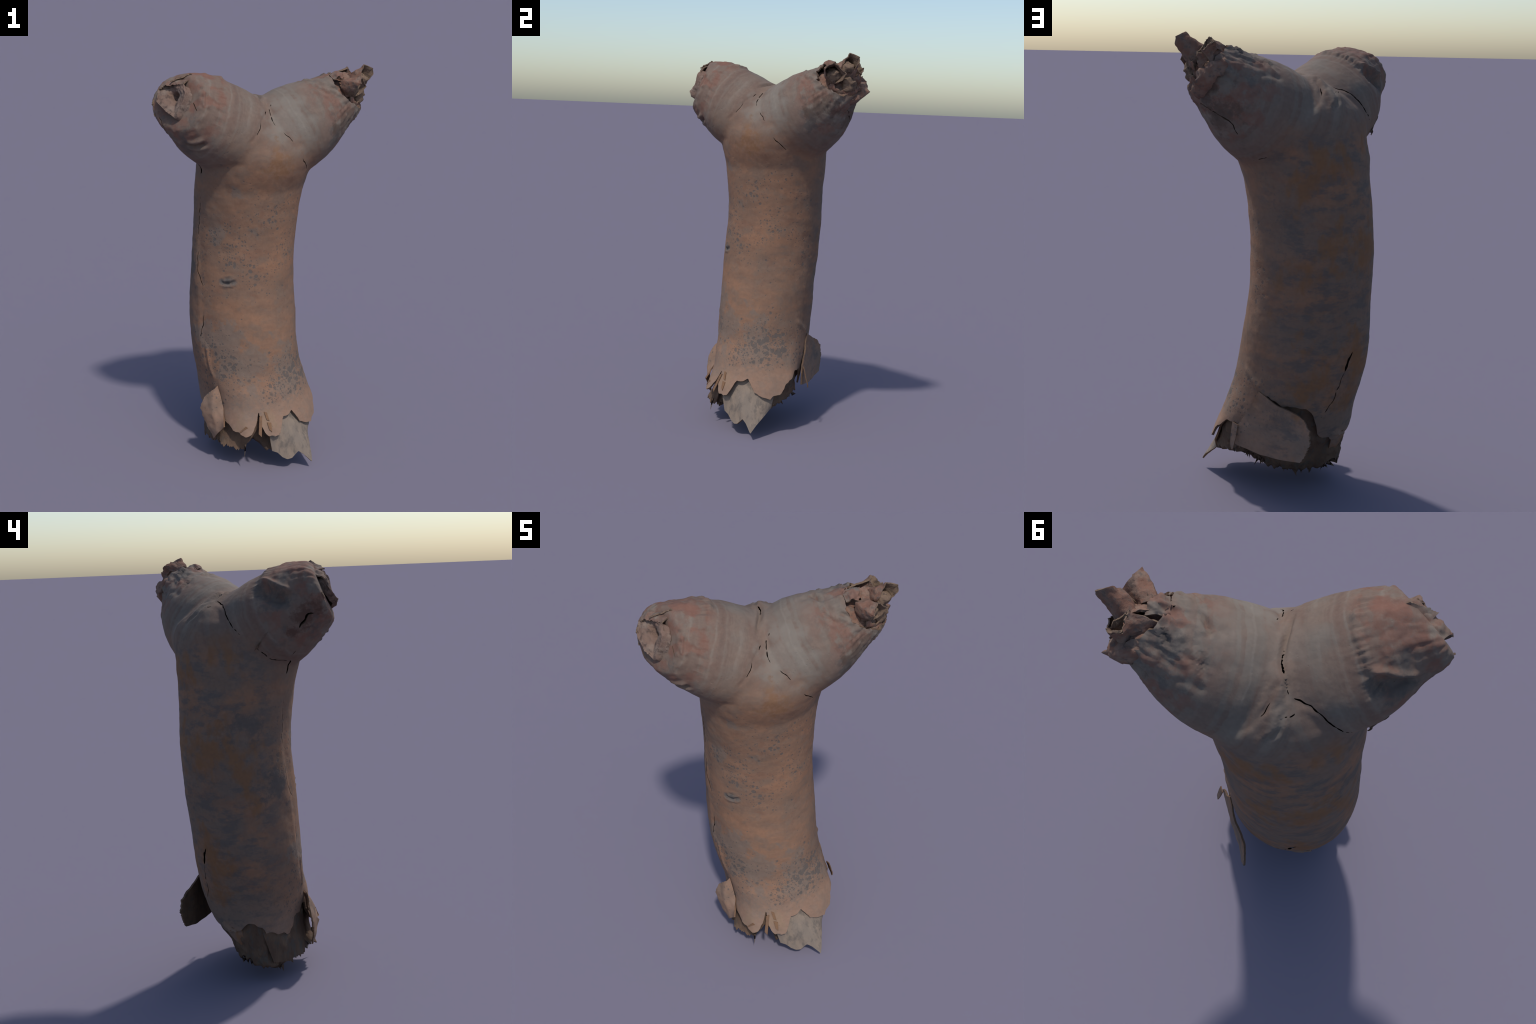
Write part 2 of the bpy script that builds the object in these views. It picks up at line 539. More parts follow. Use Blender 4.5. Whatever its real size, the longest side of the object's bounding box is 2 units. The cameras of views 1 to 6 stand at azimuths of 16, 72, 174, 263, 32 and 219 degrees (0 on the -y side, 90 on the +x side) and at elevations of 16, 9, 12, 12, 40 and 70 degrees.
def bark_material():
    g = Graph("weathered_bark")
    x, y, z = (lambda s: (s.outputs[0], s.outputs[1], s.outputs[2]))(_sep(g))
    wob = g.noise(7, 4, .6)
    fine = g.noise(60, 4, .65)
    # warm brown to orange, laid in broad horizontal drifts
    drift = g.noise(3.2, 5, .6, g.stretch((1, 1, 2.6)))
    col = g.mix(g.ramp(drift, .36, .62), BROWN, ORANGE)
    mott = g.noise(17, 6, .62)
    col = g.mix(g.times(g.ramp(mott, .46, .60), .55), col, rgb(.200, .118, .078))
    col = g.mix(g.times(g.ramp(g.noise(13, 6, .66, g.stretch((1, 1, 1.3), (2, 9, 5))), .50, .62), .45), col, rgb(.150, .110, .085))
    col = g.mix(g.times(g.ramp(g.noise(8, 5, .6, g.stretch((1, 1, 2), (6, 6, 1))), .54, .66), .45), col, rgb(.178, .092, .060))
    foot = g.ramp(g.math("MULTIPLY_ADD", wob, .2, z), .38, .62, 1, 0)
    col = g.mix(g.times(foot, .42), col, rgb(.255, .180, .138))
    # the shady side is greyer: grey and slate tones in blotches
    shady = g.ramp(g.vmath("DOT_PRODUCT", g.vmath("SUBTRACT", g.pos, (-.09, .04, 0)), (-.62, .78, 0)), -.12, .20)
    grey_blotch = g.ramp(g.noise(4.2, 6, .62, g.stretch((1, 1, 1.5), (3, 1, 2))), .40, .58)
    slate_blotch = g.ramp(g.noise(11, 6, .65, g.stretch((1, 1, 2.2), (1, 7, 2))), .46, .62)
    col = g.mix(g.times(shady, grey_blotch, .60), col, rgb(.135, .110, .092))
    col = g.mix(g.times(shady, slate_blotch, .68), col, rgb(.090, .082, .078))
    col = g.mix(g.times(shady, g.ramp(g.noise(5, 4, .6, g.stretch((1.2, 1.2, .8), (9, 4, 1))), .52, .64), .75), col, RUST)
    # fine horizontal scratches
    scr = g.ramp(g.noise(16, 5, .7, g.stretch((1, 1, 7))), .60, .72)
    col = g.mix(g.times(scr, .35), col, SLATE)
    # grey patches and slate freckles on the sunny face
    face = g.math("SUBTRACT", 1, shady)
    patchy = g.most(
        g.times(g.blob((.02, -.22, .56), .17, .7, wob), 1.0), g.times(g.blob((-.19, -.16, .63), .11, .7, wob), .9),
        g.times(g.blob((.16, -.13, .50), .17, .7, wob), .75), g.times(g.blob((-.09, -.22, .64), .12, .7, wob), 1.0),
        g.times(g.blob((-.07, -.22, 1.40), .09, .8, wob), .9), g.times(g.blob((.02, -.19, 1.20), .06, .8, wob), .8),
        g.times(g.blob((-.18, -.17, 1.18), .07, .8, wob), .8), g.times(g.blob((.05, -.30, .34), .16, .9, wob), .45),
        g.times(g.blob((.22, .0, .40), .17, .9, wob), .5))
    grain = g.noise(26, 5, .62)
    patch = g.ramp(g.math("MULTIPLY_ADD", patchy, .38, g.noise(52, 7, .75)), .60, .82)
    col = g.mix(g.times(patch, .62), col, rgb(.150, .122, .102))
    warped = g.vmath("ADD", g.pos, g.vmath("MULTIPLY", g.vnoise(38), (.014, .014, .014)))
    size = g.noise(5.5, 4, .6, g.stretch((1, 1, 1), (4, 4, 4)))
    band = g.most(g.ramp(g.math("ABSOLUTE", g.math("SUBTRACT", z, .47)), .02, .24, 1, 0),
                  g.times(g.ramp(g.math("ABSOLUTE", g.math("SUBTRACT", z, 1.08)), .05, .42, 1, 0), .55))
    reach = g.math("MULTIPLY_ADD", size, 1.3, g.math("MULTIPLY_ADD", band, .40, -.52))
    freckle = None
    for scale, k, soft in ((38, 1.0, .16), (68, 1.1, .18), (130, 1.0, .2)):
        dist, tone = g.cells(scale, warped)
        pick = g.ramp(g.first(tone), .25, 1.0)
        one = g.ramp(g.math("SUBTRACT", g.times(reach, pick, k), dist), -.02, soft)
        one = g.times(one, g.ramp(pick, .3, .5))
        freckle = one if freckle is None else g.most(freckle, one)
    dot = g.times(freckle, g.math("MULTIPLY_ADD", face, .75, .25))
    col = g.mix(g.times(dot, .80), col, SLATE)
    # the limbs: greyer skin with ring bands, rusty flush towards their ends
    for limb, seed, tint in ((PIT_LIMB, 0.0, rgb(.158, .113, .089)), (HUSK_LIMB, 5.0, rgb(.168, .138, .114))):
        s = g.vmath("DOT_PRODUCT", g.vmath("SUBTRACT", g.pos, tuple(FORK)), tuple(limb.a))
        other = HUSK_LIMB if limb is PIT_LIMB else PIT_LIMB
        so = g.vmath("DOT_PRODUCT", g.vmath("SUBTRACT", g.pos, tuple(FORK)), tuple(other.a))
        sw = g.math("MULTIPLY_ADD", wob, .05, s)
        rise = g.vmath("DOT_PRODUCT", g.pos, (0, 0, 1))
        on = g.times(g.ramp(g.math("MULTIPLY_ADD", wob, .12, rise), 1.58, 1.80), g.ramp(g.math("SUBTRACT", s, so), -.05, .05))
        on = g.most(on, g.ramp(sw, .18, .32))
        skin = g.mix(g.ramp(g.noise(6, 5, .6, g.stretch((1, 1, 1), (seed, 2, 2))), .38, .62), tint, GREY)
        bands = g.line_noise(g.math("ADD", sw, seed), 26, 2)
        skin = g.mix(g.times(g.ramp(bands, .50, .66), g.ramp(mott, .30, .50), .70), skin, rgb(.135, .090, .071))
        skin = g.mix(g.times(g.ramp(bands, .34, .48, 1, 0), g.ramp(g.noise(5, 4), .42, .58), .55), skin, PALE)
        broad = g.line_noise(g.math("ADD", sw, seed + 3), 11, 1)
        skin = g.mix(g.times(g.ramp(broad, .48, .60), .45), skin, rgb(.140, .088, .068))
        flush = g.times(g.ramp(sw, .26, .42), g.ramp(g.noise(13, 5, .6, g.stretch((1, 1, 1), (seed + 1, 5, 2))), .48, .60))
        skin = g.mix(g.times(flush, .72), skin, REDDISH)
        skin = g.mix(g.times(g.ramp(mott, .48, .62), .35), skin, rgb(.185, .135, .105))
        soot = g.times(g.ramp(sw, .22, .40), g.ramp(g.noise(9, 6, .65, g.stretch((1, 1, 1), (seed + 7, 1, 2))), .54, .66))
        skin = g.mix(g.times(soot, .75), skin, SLATE)
        col = g.mix(on, col, skin)
    # particular places
    rag = g.noise(15, 6, .66)
    def stain(colour, amount, *spots):
        nonlocal col
        m = g.most(*[g.blob(c, r * 1.15, .8, rag) for c, r in spots])
        col = g.mix(g.times(m, amount), col, colour)
    stain(rgb(.200, .178, .152), .45, ((.17, -.08, 1.72), .13), ((.13, -.06, 1.78), .10), ((.06, -.15, 1.69), .06))
    stain(PALE, .35, ((-.03, .03, 1.85), .12), ((-.10, -.02, 1.88), .09), ((.09, .13, 1.88), .12))
    stain(REDDISH, .65, ((.30, .085, 1.86), .035), ((.335, .09, 1.82), .03), ((.27, .05, 1.89), .03), ((-.30, -.385, 1.74), .05),
          ((-.26, -.24, 1.95), .07), ((-.33, -.20, 1.93), .09), ((-.12, -.29, 1.86), .04))
    stain(rgb(.090, .062, .048), .7, ((.36, .16, 1.74), .09), ((.34, .06, 1.70), .05), ((.30, .33, 1.70), .09), ((.33, .36, 1.78), .05))
    stain(SLATE, .75, ((-.35, -.07, 1.82), .05), ((-.39, -.10, 1.805), .055), ((-.43, -.14, 1.80), .045), ((.23, .25, 1.93), .05), ((.33, .08, 1.64), .04), ((-.14, .19, 1.67), .06))
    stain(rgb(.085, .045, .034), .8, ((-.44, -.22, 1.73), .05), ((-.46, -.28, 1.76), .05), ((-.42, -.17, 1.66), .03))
    stain(SLATE, .8, ((-.109, -.205, .946), .034), ((-.135, -.200, .946), .022), ((-.082, -.205, .947), .022), ((-.30, .06, 1.20), .10), ((-.36, .04, 1.26), .07), ((-.32, -.08, .98), .10))
    stain(RUST, .55, ((-.29, .20, .65), .09), ((-.26, .18, .48), .08), ((-.32, .17, 1.26), .05), ((.12, -.17, 1.55), .08))
    stain(rgb(.235, .160, .105), .6, ((.04, -.36, .27), .09), ((.14, -.28, .26), .06))
    stain(RUST, .8, ((.085, -.335, .275), .028), ((.125, -.31, .26), .025))
    for spots, c in ((((-.109, -.205, .950), .036), ((-.140, -.200, .948), .022), ((-.078, -.205, .951), .022)), rgb(.115, .100, .090)), ((((-.109, -.205, .948), .020), ((-.133, -.200, .947), .012), ((-.085, -.205, .948), .012)), rgb(.070, .062, .058)):
        col = g.mix(g.times(g.most(*[g.blob(a, r, .7) for a, r in spots]), .85), col, c)
    val = g.math("MULTIPLY_ADD", fine, .36, .82)
    n = g.t.nodes.new("ShaderNodeMix")
    n.data_type, n.blend_type = "RGBA", "MULTIPLY"
    n.inputs["Factor"].default_value = 1
    g.put(n.inputs[6], col)
    comb = g.t.nodes.new("ShaderNodeCombineColor")
    for k in range(3):
        g.put(comb.inputs[k], val)
    g.put(n.inputs[7], comb.outputs[0])
    h = g.math("ADD", g.math("MULTIPLY", fine, .5), g.math("MULTIPLY", grain, .8))
    h = g.math("SUBTRACT", h, g.math("MULTIPLY", dot, .5))
    return g.finish(n.outputs[2], .88, h, .35, .004, .2)


def _sep(g):
    n = g.t.nodes.new("ShaderNodeSeparateXYZ")
    g.t.links.new(g.pos, n.inputs[0])
    return n


def mottled(name, a, b, c, scale=9, stretch=(1, 1, 1), bump=.5, fibre=False):
    """a blotchy dry surface of three tones"""
    g = Graph(name)
    v = g.stretch(stretch)
    n1 = g.noise(scale, 5, .62, v)
    n2 = g.noise(scale * 2.3, 5, .65, g.stretch(stretch, (3, 8, 1)))
    col = g.mix(g.ramp(n1, .38, .60), a, b)
    col = g.mix(g.times(g.ramp(n2, .50, .64), .8), col, c)
    f = g.noise(scale * 7, 4, .7, g.stretch((1, 1, .15)) if fibre else None)
    return g.finish(col, .92, g.math("ADD", f, n2), bump, .006, .1)


MAT = {}


def make_materials():
    MAT["bark"] = bark_material()
    MAT["lining"] = mottled("bark_lining", UMBER, rgb(.132, .086, .058), rgb(.085, .065, .052), 14, fibre=True)
    MAT["wood"] = mottled("rotten_wood", rgb(.095, .062, .045), rgb(.125, .085, .060), rgb(.085, .075, .065), 12, (1, 1, .6), .8, True)
    MAT["sap"] = mottled("bleached_sapwood", rgb(.190, .154, .126), rgb(.232, .180, .140), rgb(.128, .108, .093), 9, (1.4, 1.4, .6), .5, True)
    MAT["husk"] = mottled("dry_husk", rgb(.205, .138, .106), rgb(.185, .098, .070), rgb(.112, .088, .076), 20, bump=.5)
    MAT["husk_in"] = mottled("husk_lining", rgb(.150, .102, .074), rgb(.185, .128, .088), rgb(.075, .055, .046), 18, bump=.5)
    MAT["cup"] = mottled("withered_pith", rgb(.200, .150, .122), rgb(.170, .112, .088), rgb(.085, .060, .050), 16, bump=.5)
    MAT["pith"] = mottled("dark_pith", rgb(.060, .042, .034), rgb(.085, .058, .044), rgb(.05, .045, .042), 18, bump=.8)
    MAT["curl"] = mottled("curled_bark_edge", rgb(.190, .108, .062), rgb(.165, .095, .058), rgb(.125, .082, .058), 16, bump=.4)
    MAT["flake"] = MAT["bark"]


# ------------------------------------------------------------------ objects
ROOT = None


def add_object(name, V, F, mats, parent=None, slots=None, normals=None, kind=None):
    me = bpy.data.meshes.new(name)
    me.from_pydata(np.asarray(V).tolist(), [], [tuple(int(i) for i in f) for f in F])
    for m in mats:
        me.materials.append(MAT[m])
    me.polygons.foreach_set("use_smooth", [True] * len(me.polygons))
    if slots is not None:
        me.polygons.foreach_set("material_index", np.asarray(slots, np.int32))
    me.validate()
    me.update()
    if normals is not None:
        me.normals_split_custom_set_from_vertices(np.asarray(normals).tolist())
    ob = bpy.data.objects.new(name, me)
    bpy.context.scene.collection.objects.link(ob)
    ob.parent = parent or ROOT
    if kind:
        ob["kind"] = kind
    return ob


def line_shell(A, F, zone, t):
    """Give the faces flagged in `zone` an inner side at depth t and close the open rims.
    A = position, normal. Returns vertices, faces, slots, normals."""
    V, N = A[:, :3], A[:, 3:6]
    Z = F[zone]
    used = np.unique(Z)
    remap = np.full(len(V), -1)
    remap[used] = len(V) + np.arange(len(used))
    depth = t * (.8 + .5 * np.abs(perlin(V[used], 14, 4)))
    inner = V[used] - N[used] * depth[:, None]
    zf = remap[Z][:, ::-1]
    e = np.concatenate([F[:, [0, 1]], F[:, [1, 2]], F[:, [2, 0]]])
    key = np.sort(e, 1)
    _, inv, cnt = np.unique(key, axis=0, return_inverse=True, return_counts=True)
    rim = e[cnt[inv] == 1]
    rim = rim[(remap[rim] >= 0).all(1)]
    # rim faces get their own vertices so that the edge stays crisp
    a, b = rim[:, 0], rim[:, 1]
    n0 = len(V) + len(used)
    rv = np.concatenate([V[a], V[b], inner[remap[b] - len(V)], inner[remap[a] - len(V)]])
    m = len(rim)
    i = np.arange(m)
    rf = np.concatenate([np.stack([n0 + i + m, n0 + i, n0 + i + 3 * m], 1), np.stack([n0 + i + m, n0 + i + 3 * m, n0 + i + 2 * m], 1)])
    rn = np.cross(V[a] - V[b], rv[3 * m:] - V[a])
    rn /= np.maximum(np.linalg.norm(rn, axis=1, keepdims=True), 1e-9)
    VV = np.concatenate([V, inner, rv])
    NN = np.concatenate([N, -N[used], np.tile(rn, (4, 1))])
    FF = np.concatenate([F, zf, rf])
    slots = np.concatenate([np.zeros(len(F)), np.ones(len(zf) + len(rf))]).astype(int)
    return VV, FF, slots, NN


def sheet(name, rows, mats=("husk", "husk_in"), closed=False, nu=28, nv=20, thick=.005, rough=.004, scale=30, seed=1,
          jag=.0, parent=None, soft=True, kind=None, ref=None, subdivide=2):
    """A crinkled, thick sheet stretched over rows of control points (first row = attached edge)."""
    rows = [resample(r, nu, soft, closed) for r in rows]
    R = np.array(rows)
    t0 = np.concatenate([[0], np.cumsum([np.linalg.norm(R[i + 1] - R[i], axis=1).mean() for i in range(len(R) - 1)])])
    tt = np.linspace(0, t0[-1], nv)
    G = np.empty((nv, nu, 3))
    for j in range(nu):
        for k in range(3):
            G[:, j, k] = np.interp(tt, t0, R[:, j, k])
    for _ in range(subdivide):
        G[1:-1] = .5 * G[1:-1] + .25 * (G[:-2] + G[2:])
    if jag:
        w = perlin(np.stack([np.arange(nu) * .31, np.full(nu, seed * 3.7), np.zeros(nu)], 1), 1.0, seed)
        w = w + .6 * RNG.uniform(-1, 1, nu)
        k = (np.linspace(0, 1, nv) ** 6)[:, None, None]
        d = G[-1] - G[-3]
        d /= np.maximum(np.linalg.norm(d, axis=1, keepdims=True), 1e-9)
        G = G + k * d[None] * (jag * w)[None, :, None]
    V = G.reshape(-1, 3)
    F = []
    for i in range(nv - 1):
        for j in range(nu if closed else nu - 1):
            a, b = i * nu + j, i * nu + (j + 1) % nu
            F += [(a, b, b + nu), (a, b + nu, a + nu)]
    F = np.array(F)
    N = vertex_normals(V, F)
    away = V - (V.mean(0) if closed else np.array(ref) if ref is not None else np.array((-.05, -.01, V[:, 2].mean())))
    if (N * away).sum() < 0:
        F, N = F[:, ::-1], -N
    amp = rough * fbm(V, scale, 3, seed)
    V = V + N * amp[:, None]
    N = vertex_normals(V, F)
    n = len(V)
    W = np.concatenate([V, V - N * thick])
    FF = [F, F[:, ::-1] + n]
    slots = [np.zeros(len(F)), np.ones(len(F))]
    e = np.concatenate([F[:, [0, 1]], F[:, [1, 2]], F[:, [2, 0]]])
    _, inv, cnt = np.unique(np.sort(e, 1), axis=0, return_inverse=True, return_counts=True)
    rim = e[cnt[inv] == 1]
    FF += [np.stack([rim[:, 1], rim[:, 0], rim[:, 0] + n], 1), np.stack([rim[:, 1], rim[:, 0] + n, rim[:, 1] + n], 1)]
    slots += [np.ones(len(rim) * 2)]
    ob = add_object(name, W, np.concatenate(FF), mats, parent, np.concatenate(slots).astype(int), kind=kind)
    ob.data.set_sharp_from_angle(angle=math.radians(50))
    return ob


# ------------------------------------------------------------------ building the thing
# lower edge of the torn bark: bearing round the foot (degrees) and height
SKIRT = np.array([(-180, .31), (-177, .265), (-165, .25), (-147, .23), (-131, .24), (-122, .30), (-118, .34), (-112, .34), (-105, .26),
                  (-98, .223), (-92, .215), (-84, .195), (-77, .195), (-72, .215), (-68, .25), (-65.7, .31), (-63.5, .24), (-60, .205),
                  (-58, .20), (-49, .205), (-43, .27), (-36, .288), (-31, .285), (-20, .225), (-9.5, .20), (0, .235), (10, .29), (20, .335),
                  (28, .33), (32, .30), (35, .24), (38, .30), (45, .40), (56, .50), (72, .46), (88, .45), (100, .44), (108, .42), (112, .36),
                  (116, .31), (125, .28), (143, .265), (158, .275), (164, .31), (172, .325), (180, .31)])

# cracks: where they run on the surface, and half width
CRACKS = [
    (((.034, -.109, 1.782), (.037, -.127, 1.769)), .0021),
    (((.027, -.178, 1.735), (.028, -.19, 1.703), (.013, -.214, 1.674)), .0021),
    (((.095, -.115, 1.71), (.126, -.109, 1.687), (.164, -.097, 1.646)), .0021),
    (((.038, -.038, 1.818), (.042, -.091, 1.778), (.061, -.11, 1.744), (.079, -.118, 1.713)), .0022),
    (((.205, -.067, 1.568), (.212, -.029, 1.536), (.215, .016, 1.5)), .0021),
    (((.376, .28, 1.724), (.32, .30, 1.695), (.25, .329, 1.665), (.22, .32, 1.60)), .003),
    (((-.111, .101, 1.798), (-.141, .126, 1.768), (-.18, .116, 1.773), (-.22, .102, 1.774), (-.261, .096, 1.745), (-.31, .072, 1.686), (-.332, .047, 1.66)), .0030),
    (((-.05, .03, 1.83), (-.075, .072, 1.821), (-.099, .11, 1.797)), .0035),
    (((-.115, .159, 1.759), (-.112, .205, 1.724)), .002),
    (((-.17, .135, 1.748), (-.166, .145, 1.729), (-.155, .154, 1.709)), .003),
    (((-.356, -.01, 1.608), (-.354, -.035, 1.583), (-.339, -.064, 1.552), (-.328, -.102, 1.534), (-.331, -.126, 1.538), (-.30, -.171, 1.527)), .0021),
    (((-.30, -.171, 1.527), (-.263, -.165, 1.496), (-.273, -.153, 1.469)), .005),
    (((-.277, -.137, 1.353), (-.285, -.125, 1.259), (-.292, -.119, 1.141)), .0022),
    (((-.289, -.125, 1.083), (-.285, -.135, .967), (-.247, -.165, .90)), .0021),
    (((-.235, -.181, .756), (-.251, -.176, .603)), .0021),
    (((-.272, .243, .688), (-.252, .254, .64), (-.245, .252, .605)), .0055),
    (((-.248, .251, .609), (-.228, .252, .573), (-.205, .238, .486), (-.165, .234, .425), (-.15, .225, .40)), .0028),
    (((.16, .238, 1.501), (.123, .273, 1.521), (.083, .29, 1.536)), .0015),
    (((-.439, -.253, 1.746), (-.434, -.228, 1.738), (-.43, -.218, 1.711), (-.428, -.204, 1.697), (-.421, -.195, 1.677)), .006),
    (((-.381, -.334, 1.689), (-.404, -.345, 1.731), (-.422, -.331, 1.76)), .0021),
    (((-.26, -.372, 1.844), (-.24, -.37, 1.822), (-.221, -.365, 1.80)), .003),
    (((-.348, -.171, 1.561), (-.358, -.187, 1.575)), .002),
    (((.256, .22, 1.945), (.27, .19, 1.952), (.262, .15, 1.945)), .004),
]


def build_body():
    V, F, N = bark_body()
    learn_skin(V)
    # --- relief that can be pointed at
    # sunken eye on the back of the pit limb, under an overhanging brow
    eye = ((-.315, -.05, 1.845), (-.36, -.075, 1.815), (-.41, -.12, 1.80), (-.44, -.16, 1.805))
    V = crease(V, N, eye, .034, .036)
    brow = ((-.30, -.048, 1.885), (-.337, -.069, 1.877), (-.371, -.092, 1.862), (-.41, -.127, 1.846), (-.445, -.17, 1.835))
    V = crease(V, N, brow, .014, -.022)
    # collar ridge round the same limb
    V = crease(V, N, ((-.155, -.2, 1.93), (-.208, -.11, 1.925), (-.279, -.075, 1.907), (-.314, -.058, 1.885)), .012, -.006)
    V = crease(V, N, ((-.24, -.27, 1.95), (-.25, -.169, 1.945), (-.302, -.112, 1.920), (-.352, -.113, 1.895)), .010, -.006)
    # the pit limb ends in a slanting flat face with a hollow in it
    s, u, v = PIT_LIMB.coords(V)
    lim = .496 - .55 * u + .06 * np.maximum(v - .05, 0)
    k = .013
    over = (np.log1p(np.exp(np.clip((s - lim) / k, -30, 30))) * k) * (s > .3)
    V = V - PIT_LIMB.a * over[:, None]
    V = swell(V, (-.348, -.325, 1.855), .045, -.045, N * 0 + PIT_LIMB.a)
    # folds radiating from the pit
    for pts, w, d in ((((-.26, -.372, 1.85), (-.24, -.37, 1.822), (-.215, -.362, 1.79)), .009, .014), (((-.27, -.37, 1.86), (-.22, -.36, 1.862), (-.185, -.34, 1.86)), .010, .010),
                      (((-.179, -.327, 1.89), (-.187, -.338, 1.842), (-.19, -.345, 1.81)), .007, .008), (((-.25, -.375, 1.83), (-.21, -.36, 1.83), (-.17, -.335, 1.81)), .009, -.009),
                      (((-.27, -.35, 1.90), (-.23, -.345, 1.905), (-.19, -.325, 1.90)), .010, .007)):
        V = crease(V, N, pts, w, d, .35 * abs(d))
    s, th, r = PIT_LIMB.off(V)
    collar = np.exp(-((s - .335 - .02 * np.sin(2 * th)) / .030) ** 2) * sstep(-.5, .3, np.sin(th))
    pleat = perlin(np.stack([np.cos(th) * 13, np.sin(th) * 13, s * 4], 1), 1.6, 77)
    V = V + N * (collar * .0065 * pleat)[:, None]
    # mouth-like fold under the pit limb
    V = crease(V, N, ((-.287, -.33, 1.636), (-.252, -.33, 1.628), (-.219, -.333, 1.630), (-.183, -.336, 1.650)), .010, .016, .006)
    V = crease(V, N, ((-.287, -.335, 1.66), (-.24, -.34, 1.652), (-.19, -.34, 1.668)), .011, -.008)
    # crumples at the shoulder of the husk limb
    for k in range(15):
        t, w = RNG.uniform(-.9, .9), RNG.uniform(0, 1)
        s0 = .30 + .17 * w
        th0 = 1.75 + t * .9
        pts = []
        for q in np.linspace(-1, 1, 5):
            s, th = s0 + .03 * q * RNG.uniform(.2, 1.2), th0 + .22 * q
            r = np.interp(s, HUSK_LIMB.st[:, 0], HUSK_LIMB.st[:, 3])
            u0, v0 = np.interp(s, HUSK_LIMB.st[:, 0], HUSK_LIMB.st[:, 1]), np.interp(s, HUSK_LIMB.st[:, 0], HUSK_LIMB.st[:, 2])
            pts.append(HUSK_LIMB.at(s, u0 + r * math.cos(th), v0 + r * math.sin(th)))
        V = crease(V, N, pts, .008, .009 * RNG.uniform(.5, 1.2), .004)
    # long shallow dents along the back of both limbs
    for a, b in (((.20, .26, 1.87), (.08, .22, 1.85)), ((.23, .16, 1.94), (.09, .12, 1.885)), ((.16, .31, 1.84), (.06, .26, 1.80))):
        V = crease(V, N, (a, b), .014, .006)
    # puckered scar behind the fork
    for pts in (((-.10, .11, 1.80), (-.115, .16, 1.755), (-.115, .205, 1.72)), ((-.138, .145, 1.74), (-.15, .18, 1.69), (-.13, .215, 1.66))):
        V = crease(V, N, pts, .008, .005, .004)
    near = np.exp(-(np.linalg.norm((V - (-.13, .19, 1.70)) * (1, 1, .8), axis=1) / .06) ** 2)
    V = V + N * (near * .007 * fbm(V, 26, 3, 71))[:, None]
    # creases where the limbs leave the trunk, and the eye-shaped knot on the front
    V = crease(V, N, ((.003, -.087, 1.82), (.034, -.12, 1.775), (.027, -.178, 1.735), (.013, -.214, 1.674), (-.031, -.25, 1.633)), .008, .004)
    V = crease(V, N, ((.022, -.05, 1.809), (.073, -.098, 1.753), (.126, -.109, 1.687), (.164, -.097, 1.646)), .007, .004)
    V = crease(V, N, ((.0, -.25, 1.545), (-.10, -.25, 1.54), (-.20, -.21, 1.53)), .014, .003)
    V = crease(V, N, ((.01, -.10, 1.81), (-.01, -.05, 1.835), (-.035, .01, 1.845), (-.075, .07, 1.825), (-.115, .11, 1.80), (-.15, .15, 1.77)), .008, .014, .004)
    # tongue of trunk bark that runs up behind the fork, its edges lifted over both limbs
    for pts in (((-.15, .14, 1.79), (-.18, .125, 1.773), (-.22, .105, 1.774), (-.265, .10, 1.745), (-.31, .08, 1.69), (-.335, .05, 1.65)),
                ((-.15, .15, 1.785), (-.12, .19, 1.75), (-.10, .235, 1.71), (-.06, .28, 1.66))):
        V = crease(V, N, pts, .006, .002)
        V = crease(V, N, np.array(pts) + (-.006, .006, -.016), .014, -.003)
    V = crease(V, N, ((-.150, -.199, .946), (-.11, -.204, .940), (-.066, -.2, .95)), .007, .009, .006)
    V = crease(V, N, ((-.152, -.199, .95), (-.11, -.204, .966), (-.064, -.2, .953)), .006, .006, .003)
    # bark lip standing proud along the rip, outcurled teeth of the skirt
    V = crease(V, N, ((.19, .12, .60), (.15, .17, .55), (.115, .21, .50)), .012, -.007)
    V = crease(V, N, ((-.22, -.19, .62), (-.20, -.21, .52), (-.17, -.235, .42)), .010, -.008)
    for c, r, k in (((.24, -.09, .42), .09, -.006), ((.05, -.29, .40), .10, -.006)):
        V = swell(V, c, r, k, N)
    N = vertex_normals(V, F)

    # --- cracks open as true slits
    learn_skin(V)
    cracks = [(lay_on(pts), w) for pts, w in CRACKS]
    for reach in (.017, .017, .008):
        near = np.zeros(len(V), bool)
        for pts, w in cracks:
            d, _t = polyline_distance(V, pts)  # noqa
            near |= d < reach
        A, F = refine(np.concatenate([V, N], 1), F, near)
        V, N = A[:, :3], A[:, 3:6] / np.linalg.norm(A[:, 3:6], axis=1, keepdims=True)
    wander = V + .0045 * np.stack([perlin(V, 32, k) for k in (61, 62, 63)], 1)
    gap = np.full(len(V), 9.0)
    for pts, w in cracks:
        d, t = polyline_distance(wander, pts)
        jitter = 1 + .35 * perlin(V, 70, 2)
        gap = np.minimum(gap, d - w * jitter * (.25 + .75 * np.sqrt(np.clip(4 * t * (1 - t), 0, 1))))
    A, F = clip(np.concatenate([V, N], 1), F, gap)

    # --- torn lower edge
    V = A[:, :3]
    bearing = np.degrees(np.arctan2(V[:, 1], V[:, 0] + .03))
    ragged =   .013 * np.interp(bearing, np.arange(-180, 181, 6), np.resize(RNG.uniform(-1, 1, 60), 61)) + .006 * perlin(np.stack([np.cos(np.radians(bearing)) * 3, np.sin(np.radians(bearing)) * 3, 0 * bearing], 1), 4.0, 5) + .004 * perlin(V, 45, 6)
    edge = np.interp(bearing, SKIRT[:, 0], SKIRT[:, 1]) + ragged
    A, F = clip(A, F, np.where(V[:, 2] < .62, V[:, 2] - edge, .1))
    # --- open the husk limb
    V = A[:, :3]
    s, u, v = HUSK_LIMB.coords(V)
    lim = .530 + .5 * u - .42 * v + .012 * perlin(V, 22, 9) + .005 * perlin(V, 60, 3)
    A, F = clip(A, F, np.where(s > .3, lim - s, .1))

